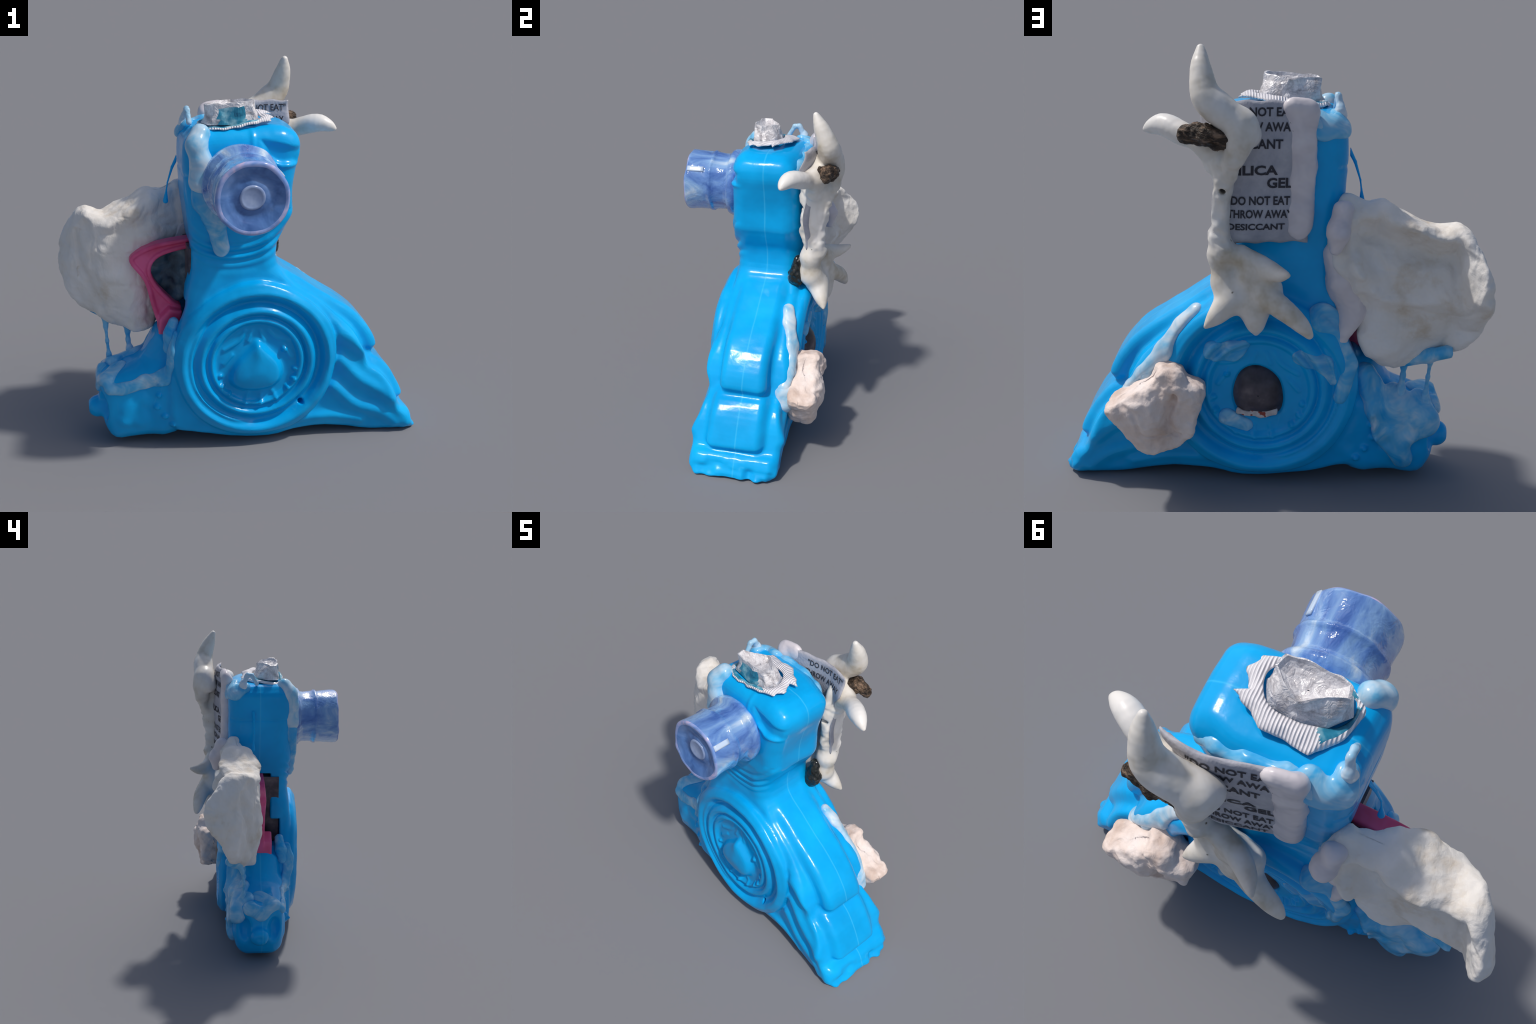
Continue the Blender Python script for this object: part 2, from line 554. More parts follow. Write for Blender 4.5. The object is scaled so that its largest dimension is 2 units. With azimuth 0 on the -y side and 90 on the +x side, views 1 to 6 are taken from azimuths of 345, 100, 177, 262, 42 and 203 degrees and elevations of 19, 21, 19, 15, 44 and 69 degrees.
    tu = np.interp(Z, [.8, .95, 1.08, 1.15, 1.24, 1.3, 1.5, 1.62, 1.73], [.19, .194, .196, .204, .212, .206, .204, .206, .198])
    rc = np.hypot(A + .07, Z - 1.46)
    folds = .008 * np.sin(rc * 130) * np.exp(-((rc - .38) / .07) ** 2) * (Z < 1.3)
    dent = sd_poly([(.075, 1.655), (.105, 1.575), (.15, 1.545), (.25, 1.537), (.275, 1.60), (.15, 1.635)], A, Z)
    sock = -.018 * sstep(-dent, -.02, .02) + .010 * np.exp(-(d_line([(.12, 1.555), (.17, 1.528), (.28, 1.525)], A, Z) / .012) ** 2)
    sock = sock + .006 * np.exp(-((A - .03) / .012) ** 2) * sstep(Z, 1.58, 1.62)
    d = smin(d, g.extrude(up, tu + folds + sock, tu + .005 - .03 * sstep(A, .08, .22), .085), F(.035))
    # side panel line and lower crease
    d = d + F(.005) * np.exp(-((g.z - F(1.488)) / F(.008)) ** 2) * (g.x < -.27)

    # barrel and nozzle lump
    barrel = sd_poly(smooth_loop([(-.30, .66), (-.42, .625), (-.465, .625), (-.51, .555), (-.565, .465), (-.66, .418), (-.71, .400),
                                  (-.775, .385), (-.792, .30), (-.790, .21), (-.775, .12), (-.72, .035), (-.6, .035), (-.4, .055), (-.25, .2),
                                  (-.2, .5)], 3), A, Z)
    tn = .100 + .050 * sstep(-Z, -.50, -.40)
    heart = np.minimum.reduce([np.hypot(A - a, Z - z) - q for a, z, q in ((-.63, .215, .065), (-.575, .275, .04), (-.585, .165, .045), (-.66, .17, .045))])
    tn = tn + .035 * sstep(A, -.56, -.43) + relief + blur(.016 * sstep(-heart, -.02, .02), 4)
    d = smin(d, g.extrude(barrel, tn - .01, tn + .02, .085), F(.03))
    for s in (-1, 1):
        d = smax(d, -g.ball((-.81, .02 + s * .10, .225), (.075, .05, .095)), F(.02))
    d = smin(d, g.chain([(-.70, .015, .20, .066), (-.80, .018, .185, .060)]), F(.02))
    d = smax(d, -g.ball((-.868, .018, .185), (.018, .034, .034)), F(.01))

    # trigger slot cut into the neck's side
    box = lambda c, s: np.maximum(np.maximum(np.abs(g.x - F(c[0])) - F(s[0]), np.abs(g.y - F(c[1])) - F(s[1])), np.abs(g.z - F(c[2])) - F(s[2]))
    d = smax(d, -box((-.40, .03, .965), (.20, .105, .155)), F(.008))
    d = smax(d, -box((-.42, .0, .735), (.17, .138, .085)), F(.008))
    # small puncture near the disc's foot
    d = smax(d, -g.chain([(.27, -.34, .235, .012), (.268, -.20, .228, .014)]), F(.006))
    return g, d

g, body = build_body()
v, q = g.mesh(body)
nrm = vert_normals(v, q)
v = v + nrm * (fbm(v, 9, 2, 3) * .0022 + noise(v, 4.3, 8) * .005)[:, None]
# ragged moulding edge at the toe
toe = sstep(v[:, 0], .80, .90) * sstep(-v[:, 2], -.14, -.02)
v[:, 0] += toe * .018 * noise(v, 22, 5)
v[:, 2] = np.maximum(v[:, 2], .0)
vw = to_world(v)
nw = vert_normals(vw, q)

def split_body():
    """one smooth surface parted into named regions sharing border vertices and normals"""
    c = v[q].mean(1)
    region = np.zeros(len(q), int)
    region[c[:, 2] > .95] = 1
    region[c[:, 2] > 1.20] = 2
    region[(c[:, 0] < -.46) & (c[:, 2] < .62)] = 3
    holder = bpy.data.objects.new("plastic_body", None)
    bpy.context.scene.collection.objects.link(holder)
    holder.parent = ROOT
    for k, name in enumerate(("ringed_base", "neck", "head", "nozzle")):
        f = q[region == k]
        used, inv = np.unique(f, return_inverse=True)
        ob = add_mesh(name, vw[used], inv.reshape(f.shape), M['blue'], holder)
        ob.data.normals_split_custom_set_from_vertices(nw[used].tolist())

split_body()

# ------------------------------------------------------------------ glue films that hug the body
def film(name, strokes, h, mat, k=.02, squash=(1, 1, 1)):
    """glue lies up to h above the body inside each stroke (strokes in world coordinates)"""
    d = None
    for s in strokes:
        P = np.array([to_body(*p[:3]) for p in s])
        for _ in range(6):
            P = P - g.sample(body, P)[:, None] * g.grad(body, P)
        pts = [tuple(c) + (p[3],) for c, p in zip(P, s)]
        c = g.chain(pts, .03, squash)
        d = c if d is None else smin(d, c, F(.03))
    d = smax(d, body - F(h), F(k))
    d = np.maximum(d, -body - F(.02))
    vv, qq = g.mesh(d)
    vv = vv + vert_normals(vv, qq) * (fbm(vv, 14, 2, 11) * .003)[:, None]
    return add_mesh(name, to_world(vv), qq, mat)

film("glue_drip", [[(-.245, -.14, 1.735, .05), (-.275, -.17, 1.66, .05), (-.25, -.20, 1.57, .05), (-.25, -.215, 1.47, .065)]], .06, M['glue'])
film("glue_drip", [[(-.26, -.20, 1.49, .05), (-.235, -.215, 1.38, .065), (-.19, -.20, 1.27, .05), (-.155, -.19, 1.13, .042)]], .045, M['glue_blue'])
film("glue_smear", [[(-.43, -.12, .66, .03), (-.45, -.13, .58, .035), (-.485, -.14, .51, .03), (-.505, -.14, .43, .04), (-.575, -.14, .385, .035),
                     (-.64, -.13, .43, .025), (-.70, -.12, .44, .03), (-.76, -.10, .37, .03)],
                    [(-.70, .10, .46, .05), (-.76, .0, .42, .04), (-.80, .10, .33, .04), (-.80, .17, .38, .05)]], .018, M['glue_blue'])
film("glue_smear", [[(-.49, .27, .55, .06), (-.51, .27, .41, .07), (-.55, .27, .27, .075), (-.62, .25, .14, .05)],
                    [(-.58, .22, .47, .05), (-.70, .22, .32, .06), (-.62, .26, .25, .05)],
                    [(-.70, .2, .45, .05), (-.72, .24, .33, .05)]], .042, M['glue_blue'])
film("glue_smear", [[(.37, .20, .87, .035), (.41, .20, .78, .035), (.48, .20, .64, .04), (.56, .19, .53, .05), (.60, .18, .45, .06)]], .026, M['glue'])
film("glue_patch", [[(.25, .27, .66, .05), (.17, .27, .66, .045), (.12, .27, .70, .03)], [(-.13, .28, .645, .045), (-.22, .28, .62, .04), (-.28, .29, .54, .025)],
                    [(.19, .26, .34, .04), (.10, .27, .30, .03)]], .014, M['glue_blue'])
film("glue_patch", [[(-.23, .28, .84, .07), (-.30, .28, .80, .06)], [(-.31, .29, .74, .03), (-.34, .29, .63, .03), (-.31, .29, .47, .035)]], .02, M['glue_blue'])
film("glue_patch", [[(-.16, .24, 1.72, .05), (-.19, .24, 1.66, .05), (-.25, .20, 1.65, .05), (-.28, .16, 1.72, .045)]], .022, M['glue_blue'])

# ------------------------------------------------------------------ free solids from capsules
def solid(name, lo, hi, h, build, mat, rough=0, scale=14, seed=1, octaves=3, fn=None, parent=ROOT):
    gg = Grid(lo, hi, h)
    d = build(gg)
    vv, qq = gg.mesh(d)
    if fn:
        vv = fn(vv)
    if rough:
        vv = vv + vert_normals(vv, qq) * (fbm(vv, scale, octaves, seed) * rough)[:, None]
    return add_mesh(name, vv, qq, mat, parent)

# thorny branch
def branch(gg):
    horn = gg.limb([(.12, .35, 1.65, .052), (.17, .37, 1.70, .064), (.24, .38, 1.755, .066), (.295, .37, 1.81, .058),
                     (.313, .338, 1.90, .043), (.317, .304, 1.980, .018)])
    d = smin(horn, gg.limb([(.15, .385, 1.69, .065), (.16, .40, 1.62, .055), (.19, .38, 1.52, .035), (.235, .35, 1.40, .026)]), F(.03))
    side = gg.limb([(.30, .285, 1.605, .046), (.385, .25, 1.625, .046), (.465, .195, 1.650, .047), (.52, .165, 1.638, .031), (.552, .152, 1.622, .010)])
    plate = gg.chain([(.20, .32, 1.67, .05), (.29, .31, 1.61, .05), (.25, .31, 1.52, .05)], .04)
    d = smin(d, smin(side, plate, F(.04)), F(.03))
    col = gg.limb([(.225, .30, 1.60, .072), (.225, .30, 1.48, .085), (.228, .29, 1.33, .078), (.232, .30, 1.22, .064)], 4, .006, (2.1, 1, 1))
    col = smin(col, gg.chain([(.235, .29, 1.22, .045), (.222, .285, 1.12, .055), (.20, .285, 1.0, .058), (.10, .30, .94, .05)], .04), F(.03))
    col = smax(col, -gg.chain([(.285, .335, 1.52, .016), (.283, .325, 1.40, .022), (.288, .33, 1.26, .014)], .01), F(.015))
    col = smax(col, -gg.ball((.24, .20, 1.40), (.06, .022, .05)), F(.015))
    col = smax(col, -gg.ball((.30, .27, 1.46), (.03, .025, .05)), F(.015))
    d = smin(d, col, F(.025))
    d = smin(d, gg.limb([(.225, .33, 1.40, .026), (.24, .345, 1.28, .026), (.22, .335, 1.15, .04)]), F(.03))
    for pts in ([(.14, .325, 1.13, .045), (.06, .36, 1.095, .046), (-.005, .42, 1.085, .036), (-.048, .486, 1.103, .012)],
                [(.04, .37, .97, .052), (-.05, .42, .92, .045), (-.115, .445, .865, .034), (-.150, .458, .826, .016)],
                [(.18, .335, .93, .055), (.24, .355, .87, .04), (.288, .377, .825, .009)],
                [(.08, .35, .90, .06), (.075, .35, .84, .045), (.072, .345, .785, .012)],
                [(.10, .345, 1.05, .05), (.02, .345, 1.0, .045)]):
        d = smin(d, gg.limb(pts), F(.035))
    d = smin(d, gg.ball((.10, .315, .965), (.120, .055, .085)), F(.05))
    d = smax(d, -gg.chain([(.222, .23, 1.425, .02), (.222, .40, 1.42, .012)]), F(.01))
    return smax(d, -gg.ball((.33, .44, 1.655), (.08, .10, .048)), F(.02))

def ragged(vv):
    # the hollow stem is torn and folded, the horns stay smooth
    w = sstep(vv[:, 2], 1.12, 1.2) * sstep(-vv[:, 2], -1.60, -1.52)
    vv = vv.copy()
    vv[:, 1] += w * .020 * fbm(vv * [1, 1, 1.4], 7, 3, 71, .6)
    vv[:, 0] += w * .012 * fbm(vv, 9, 2, 72)
    return vv

solid("thorny_branch", (-.22, .12, .72), (.62, .53, 2.03), .0062, branch, M['ivory'], .0022, 12, 4, fn=ragged)
solid("branch_socket", (.15, .28, 1.56), (.45, .50, 1.76), .005,
      lambda gg: gg.chain([(.20, .39, 1.635, .046), (.30, .378, 1.65, .046), (.372, .374, 1.657, .032)], .02), M['socket'], .014, 24, 9)

# big foam chunk: outline in x,z and two wavy faces
def big_foam(gg):
    X, Z = gg.xz()
    out = sd_poly(smooth_loop([(-.225, 1.20), (-.262, 1.335), (-.31, 1.38), (-.39, 1.345), (-.46, 1.355), (-.56, 1.30), (-.70, 1.24), (-.805, 1.262),
                               (-.865, 1.20), (-.905, 1.08), (-.942, .935), (-.912, .84), (-.86, .725), (-.75, .665), (-.66, .605), (-.56, .58),
                               (-.46, .60), (-.39, .72), (-.37, .86), (-.33, .98), (-.25, 1.08)], 4), X, Z)
    yf = np.interp(X, [-.95, -.88, -.75, -.6, -.45, -.3, -.2], [.36, .25, .145, .095, .105, .18, .24])
    yf = yf + .05 * np.exp(-((X + .70) / .10) ** 2 - ((Z - .62) / .08) ** 2)
    yb = np.interp(Z, [.55, .7, .85, .98, 1.1, 1.2, 1.3, 1.4], [.225, .255, .29, .31, .295, .285, .29, .25])
    yb = yb + np.interp(X, [-.95, -.86, -.78, -.6, -.4, -.3, -.2], [.11, .08, .02, .0, -.03, -.01, .0]) * sstep(Z, .68, .98)
    yb = yb - .04 * np.exp(-((X + .68) / .13) ** 2 - ((Z - 1.14) / .05) ** 2)
    yb = yb + .025 * np.exp(-(d_line([(-.30, 1.33), (-.33, 1.2), (-.36, 1.08), (-.40, 1.0)], X, Z) / .04) ** 2)
    yb = yb - .03 * np.exp(-(d_line([(-.38, 1.02), (-.41, .90), (-.38, .78)], X, Z) / .025) ** 2)
    yf = yf + .05 * np.exp(-((X + .36) / .12) ** 2 - ((Z - 1.30) / .12) ** 2) + .05 * np.exp(-((X + .82) / .10) ** 2 - ((Z - .74) / .10) ** 2)
    yf = yf + .04 * np.exp(-((X + .80) / .09) ** 2 - ((Z - 1.23) / .09) ** 2) + .035 * np.exp(-((X + .45) / .09) ** 2 - ((Z - .70) / .10) ** 2)
    yf = yf - .025 * np.exp(-((X + .70) / .10) ** 2 - ((Z - .98) / .16) ** 2)
    yb = yb + .055 * np.exp(-((X + .38) / .08) ** 2 - ((Z - 1.07) / .09) ** 2) + .065 * np.exp(-((X + .85) / .045) ** 2 - ((Z - 1.02) / .13) ** 2) + .05 * np.exp(-((X + .50) / .12) ** 2 - ((Z - .68) / .10) ** 2)
    depth = -out
    rim = np.clip(sstep(Z, 1.0, 1.12) * sstep(-X, .30, .42) + sstep(-X, .74, .84) * sstep(Z, .75, .95), 0, 1)
    yb = yb + .035 * np.exp(-((depth - .035) / .035) ** 2) * rim - .050 * np.exp(-((depth - .125) / .045) ** 2) * rim
    ridge = [(-.33, 1.10), (-.40, .985), (-.50, .935), (-.62, .925), (-.72, .965), (-.80, .92)]
    yb = yb + .030 * np.exp(-(d_line(smooth_loop(ridge, 4, False), X, Z) / .04) ** 2)
    yf = yf - .022 * np.exp(-((depth - .04) / .04) ** 2) * sstep(Z, 1.1, 1.2) + .020 * np.exp(-(d_line([(-.84, 1.15), (-.83, 1.0), (-.80, .86), (-.74, .76)], X, Z) / .018) ** 2)
    yf = yf + .025 * np.exp(-((X + .44) / .08) ** 2 - ((Z - .95) / .2) ** 2) - .012 * np.exp(-((X + .72) / .09) ** 2)
    yb = np.maximum(yb + .012, yf + .075)
    return gg.extrude(out, -yf, yb, .036)

def lumpy(vv):
    n = fbm(vv, 5.5, 3, 21)
    vv = vv.copy()
    vv[:, 1] += n * .020
    vv[:, 0] += fbm(vv, 6.5, 3, 31) * .014
    vv[:, 2] += fbm(vv, 6.5, 3, 41) * .014
    side = np.sign(vv[:, 1] - .22)
    crease = np.exp(-(noise(vv * [1, .6, 1], 5.2, 91) / .09) ** 2) + .6 * np.exp(-(noise(vv, 10, 92) / .10) ** 2)
    vv[:, 1] -= side * .006 * crease
    return vv

solid("foam_chunk", (-1.0, .0, .52), (-.16, .54, 1.44), .0068, big_foam, M['foam'], .003, 18, 5, fn=lumpy)

def small_foam(gg):
    X, Z = gg.xz()
    out = sd_poly(smooth_loop([(.725, .418), (.63, .492), (.525, .545), (.49, .606), (.40, .598), (.36, .557), (.294, .53), (.29, .485), (.32, .39),
                               (.345, .295), (.40, .235), (.50, .205), (.575, .213), (.622, .275), (.655, .34)], 3), X, Z)
    yc = np.interp(Z, [.18, .3, .45, .66], [.295, .30, .308, .315])
    t = .072
    return gg.extrude(out, -(yc - t), yc + t + .045 * np.exp(-((X - .53) / .10) ** 2 - ((Z - .40) / .11) ** 2) + .03 * np.exp(-((X - .40) / .07) ** 2 - ((Z - .5) / .07) ** 2)
                      - .035 * np.exp(-(d_line([(.42, .50), (.45, .38), (.42, .30)], X, Z) / .02) ** 2), .026)

def lumpy2(vv):
    vv = vv.copy()
    vv[:, 1] += fbm(vv, 9, 3, 23) * .016
    vv[:, 0] += fbm(vv, 9, 3, 33) * .012
    vv[:, 2] += fbm(vv, 9, 3, 43) * .012
    vv[:, 1] -= .010 * np.exp(-(noise(vv, 8, 93) / .09) ** 2) * (vv[:, 1] > .3)
    return vv

solid("foam_lump", (.22, .10, .14), (.80, .52, .72), .006, small_foam, M['foam_pink'], .004, 26, 6, fn=lumpy2)

# glue around the foam pieces
solid("glue_blob", (.40, .08, .25), (.80, .40, .95), .006, lambda gg: smin(
    gg.chain([(.55, .20, .50, .05), (.60, .20, .42, .065), (.62, .21, .36, .055)], .03),
    gg.chain([(.44, .21, .70, .022), (.49, .215, .60, .025), (.55, .22, .52, .045)], .03), F(.03)), M['glue'], .004, 14, 8)
solid("glue_string", (-.80, .10, .36), (-.52, .36, .72), .0045, lambda gg: smin(smin(
    gg.chain([(-.715, .24, .66, .030), (-.722, .215, .60, .010), (-.72, .203, .52, .007), (-.715, .205, .44, .011), (-.71, .22, .39, .03)], .02),
    gg.chain([(-.60, .21, .62, .030), (-.607, .195, .57, .013), (-.608, .189, .52, .010), (-.60, .20, .46, .018), (-.59, .21, .42, .035)], .02), F(.02)),
    gg.chain([(-.78, .30, .69, .03), (-.70, .26, .65, .03), (-.6, .22, .61, .03)], .02), F(.02)), M['glue_blue'])
solid("glue_string", (-.42, .06, 1.28), (-.32, .16, 1.58), .003, lambda gg:
      gg.chain([(-.315, .10, 1.545, .010), (-.345, .10, 1.49, .007), (-.372, .10, 1.41, .004), (-.378, .105, 1.37, .004), (-.384, .11, 1.31, .014)], .004), M['blue'])
solid("glue_drip", (-.42, .18, .62), (-.14, .46, 1.42), .006, lambda gg: smin(
    gg.chain([(-.285, .30, 1.33, .045), (-.262, .335, 1.24, .045), (-.258, .335, 1.17, .03)], .03),
    gg.chain([(-.27, .235, 1.12, .06), (-.31, .235, .98, .075), (-.35, .23, .86, .065), (-.31, .285, .74, .03)], .03), F(.03)), M['glue_milky'], .005, 14, 12)
solid("glue_smear", (-.24, .20, 1.08), (.14, .36, 1.84), .006, lambda gg: smin(smin(
    gg.chain([(-.075, .266, 1.725, .055), (-.098, .272, 1.60, .046), (-.100, .272, 1.45, .042), (-.100, .274, 1.30, .050), (-.100, .275, 1.235, .048)], .03, (1, 2.4, 1)),
    gg.chain([(-.12, .26, 1.74, .045), (-.06, .265, 1.75, .04)], .03, (1, 1.4, 1)), F(.03)),
    gg.chain([(-.13, .25, 1.72, .035), (-.14, .25, 1.5, .025), (-.145, .25, 1.25, .02)], .03), F(.03)), M['glue_milky'], .003, 16, 14)
solid("glue_curl", (-.33, .05, 1.66), (-.10, .33, 1.84), .004, lambda gg: smin(
    gg.chain([(-.255, .075, 1.72, .016), (-.258, .105, 1.775, .014), (-.255, .135, 1.778, .014), (-.262, .165, 1.72, .022)], .01),
    gg.chain([(-.268, .155, 1.70, .022), (-.235, .20, 1.655, .026), (-.175, .235, 1.66, .026), (-.13, .255, 1.72, .022)], .02), F(.02)), M['glue'], .004, 22, 15)
solid("glue_fill", (-.22, .12, 1.58), (.30, .34, 1.82), .006, lambda gg: gg.chain([(-.17, .20, 1.665, .035), (-.08, .215, 1.675, .038), (.05, .215, 1.668, .036), (.16, .195, 1.645, .034), (.22, .17, 1.61, .03)], .03), M['glue_blue'], .006, 13, 19)
solid("dark_lump", (.08, .10, .86), (.34, .34, 1.16), .005, lambda gg:
      gg.chain([(.195, .215, 1.08, .03), (.205, .20, 1.0, .042), (.19, .20, .955, .045)], .03), M['dark_glue'], .007, 26, 17)
solid("glue_blob", (-.62, -.18, .5), (-.36, .14, .78), .005, lambda gg:
      gg.chain([(-.40, -.07, .70, .03), (-.415, -.08, .63, .04), (-.43, -.085, .57, .03)], .02), M['glue_blue'], .004, 18, 18)

# ------------------------------------------------------------------ bottle cap
def cap():
    axis = np.array([-.05, -1.0, -.0]); axis /= np.linalg.norm(axis)
    c0 = np.array([-.056, -.17, 1.460])
    ex = np.cross(axis, [0, 0, 1]); ex /= np.linalg.norm(ex)
    ez = np.cross(ex, axis)
    N = 96
    def ring_mesh(name, prof, mats, mi=None, wob=.004, parent=ROOT):
        prof = np.array(prof)
        vs = []
        for s, r in prof:
            r, s = r * .925 if r > .1 else r, s * .96
            for k in range(N):
                a = 2 * math.pi * k / N
                rr = r * (1 + .003 * math.cos(8 * a + s * 9) * (r > .12))
                p = c0 + axis * s + (ex * math.cos(a) + ez * math.sin(a)) * rr
                # the lower lip sags forward
                p = p + axis * (.014 * max(0, -math.sin(a) - .1) * max(0, (s - .28) / .06) if r > .1 else 0)
                vs.append(p)
        vs = np.array(vs)
        vs = vs + np.stack([noise(vs, 16, 51), noise(vs, 16, 52), noise(vs, 16, 53)], 1) * wob
        f = grid_faces(len(prof), N, False, True)[:, ::-1]
        idx = None if mi is None else np.repeat([mi(.5 * (prof[i] + prof[i + 1])) for i in range(len(prof) - 1)], N)
        return add_mesh(name, vs, f, mats, parent, True, idx)
    prof = [(.0, .18), (.03, .213), (.050, .215), (.066, .209), (.076, .190), (.10, .182), (.14, .184), (.165, .187), (.172, .192), (.178, .197),
            (.188, .197), (.194, .190), (.21, .189), (.25, .191), (.29, .193), (.318, .195), (.330, .194), (.338, .188), (.341, .180),
            (.338, .168), (.333, .155), (.327, .14), (.322, .128), (.316, .120), (.314, .085), (.318, .078), (.318, .06), (.318, .0005)]
    body_ob = ring_mesh("bottle_cap", prof, [M['cap'], M['cap_lip'], M['cap_face']],
                        lambda m: (2 if m[1] < .17 else 1) if m[0] > .325 or m[1] < .15 else 0)
    ring_mesh("cap_button", [(.300, .062), (.320, .062), (.326, .056), (.324, .048), (.321, .040), (.321, .0005)], [M['cap_button']], None, .002, body_ob)
    # light tape tab on the sunlit side
    vs = []
    for s in np.linspace(.205, .305, 6):
        for a in np.linspace(.62, .80, 5):
            rr = .1945
            vs.append(c0 + axis * s + (ex * -math.cos(a) * 1 + ez * math.sin(a)) * rr)
    return body_ob, c0, axis, ex, ez

cap_ob, CC, CAX, CEX, CEZ = cap()

def tape_tab():
    # on the +x upper flank of the cap
    sx = 1 if CEX[0] > 0 else -1
    vs = []
    for lift in (.172, .1825):
        for s in np.linspace(.212, .312, 6):
            for a in np.linspace(.55, .72, 5):
                vs.append(CC + CAX * s + (CEX * sx * math.cos(a) + CEZ * math.sin(a)) * lift)
    n = 30
    f = []
    for i in range(5):
        for j in range(4):
            o = i * 5 + j
            f += [(o, o + 1, o + 6, o + 5), (n + o, n + o + 5, n + o + 6, n + o + 1)]
    rim = [(i * 5) for i in range(6)] + [25 + j for j in range(1, 5)] + [i * 5 + 4 for i in range(4, -1, -1)] + [j for j in range(3, 0, -1)]
    for a, b in zip(rim, rim[1:] + rim[:1]):
        f.append((a, b, n + b, n + a))
    add_mesh("tape_tab", vs, f, M['cap_tape'], cap_ob)

tape_tab()

# ------------------------------------------------------------------ trigger
def trigger():
    outer = smooth_loop([(-.20, 1.125), (-.295, 1.122), (-.449, 1.102), (-.552, 1.065), (-.596, 1.012), (-.525, .90), (-.489, .75), (-.455, .634),
                         (-.417, .580), (-.385, .66), (-.333, .737), (-.375, .777), (-.458, .877), (-.485, .965), (-.435, 1.03), (-.296, 1.065), (-.20, 1.068)], 4)
    gg = Grid((-.64, -.12, .54), (-.16, .16, 1.18), .0055)
    X, Z = gg.xz()
    d2 = sd_poly(outer, X, Z)
    rim = .014 * sstep(d2, -.030, -.016)          # raised border round a sunken web
    d = gg.extrude(d2, .012 + rim, .05, .010)
    foot = sd_poly([(-.47, .56), (-.36, .56), (-.335, .735), (-.40, .755), (-.455, .70)], X, Z)
    d = smin(d, gg.extrude(foot, .078, .05, .012), F(.01))
    vv, qq = gg.mesh(d)
    add_mesh("trigger", to_world(vv), qq, M['pink'])

trigger()

def web():
    gg = Grid((-.56, -.02, .66), (-.18, .14, 1.12), .006)
    X, Z = gg.xz()
    d2 = sd_poly(smooth_loop([(-.22, 1.07), (-.34, 1.075), (-.46, 1.03), (-.50, .97), (-.47, .87), (-.40, .77), (-.33, .76), (-.25, .85)], 4), X, Z)
    vv, qq = gg.mesh(gg.extrude(d2, -.035, .075, .015))
    vv[:, 1] += fbm(vv, 7, 3, 77) * .022
    add_mesh("glue_web", to_world(vv), qq, M['slate'])

web()

# dark box inside the slot
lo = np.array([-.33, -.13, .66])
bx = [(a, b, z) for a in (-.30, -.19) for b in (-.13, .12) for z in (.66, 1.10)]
add_mesh("slot_dark_box", to_world(np.array(bx)), [(0, 1, 3, 2), (4, 6, 7, 5), (0, 4, 5, 1), (2, 3, 7, 6), (0, 2, 6, 4), (1, 5, 7, 3)], M['dark'], smooth=False)

# window on the back: dark pane and a scrap of foil
def window():
    rim = smooth_loop([(.150, .45), (.118, .560), (.036, .595), (-.055, .535), (-.08, .42), (-.038, .355), (.105, .36)], 6)
    c = rim.mean(0)
    v_, f = [], []
    n = len(rim)
    for s, b in ((1.03, .125), (1.0, .146), (.9, .162), (.7, .182), (.45, .196), (.2, .203), (0.02, .204)):
        v_ += [(c[0] + (p[0] - c[0]) * s, b + .078, c[1] + (p[1] - c[1]) * s) for p in rim]
    f = grid_faces(7, n, False, True)
    add_mesh("window_pane", to_world(np.array(v_)), f, M['dark'])
    gg = Grid((-.10, .17, .32), (.17, .28, .44), .004)
    X, Z = gg.xz()
    d2 = sd_poly([(.125, .385), (.07, .372), (.06, .395), (.03, .385), (-.02, .39), (-.055, .395), (-.05, .36), (0, .345), (.09, .35), (.13, .365)], X, Z)
    vv, qq = gg.mesh(gg.extrude(d2, -.215, .254, .006))
    vv = vv + vert_normals(vv, qq) * (fbm(vv, 40, 2, 3) * .004)[:, None]
    add_mesh("foil_scrap", to_world(vv), qq, M['scrap'])

window()

# ------------------------------------------------------------------ foil on top of the head
def resample(P, n, c):
    P = np.vstack([P, P[:1]])
    L = np.r_[0, np.cumsum(np.linalg.norm(np.diff(P, axis=0), axis=1))]
    t = np.linspace(0, L[-1], n, endpoint=False)
    P = np.stack([np.interp(t, L, P[:, 0]), np.interp(t, L, P[:, 1])], 1)
    return np.roll(P, -int(np.argmin(np.abs(np.arctan2(*(P - c).T[::-1])))), 0)

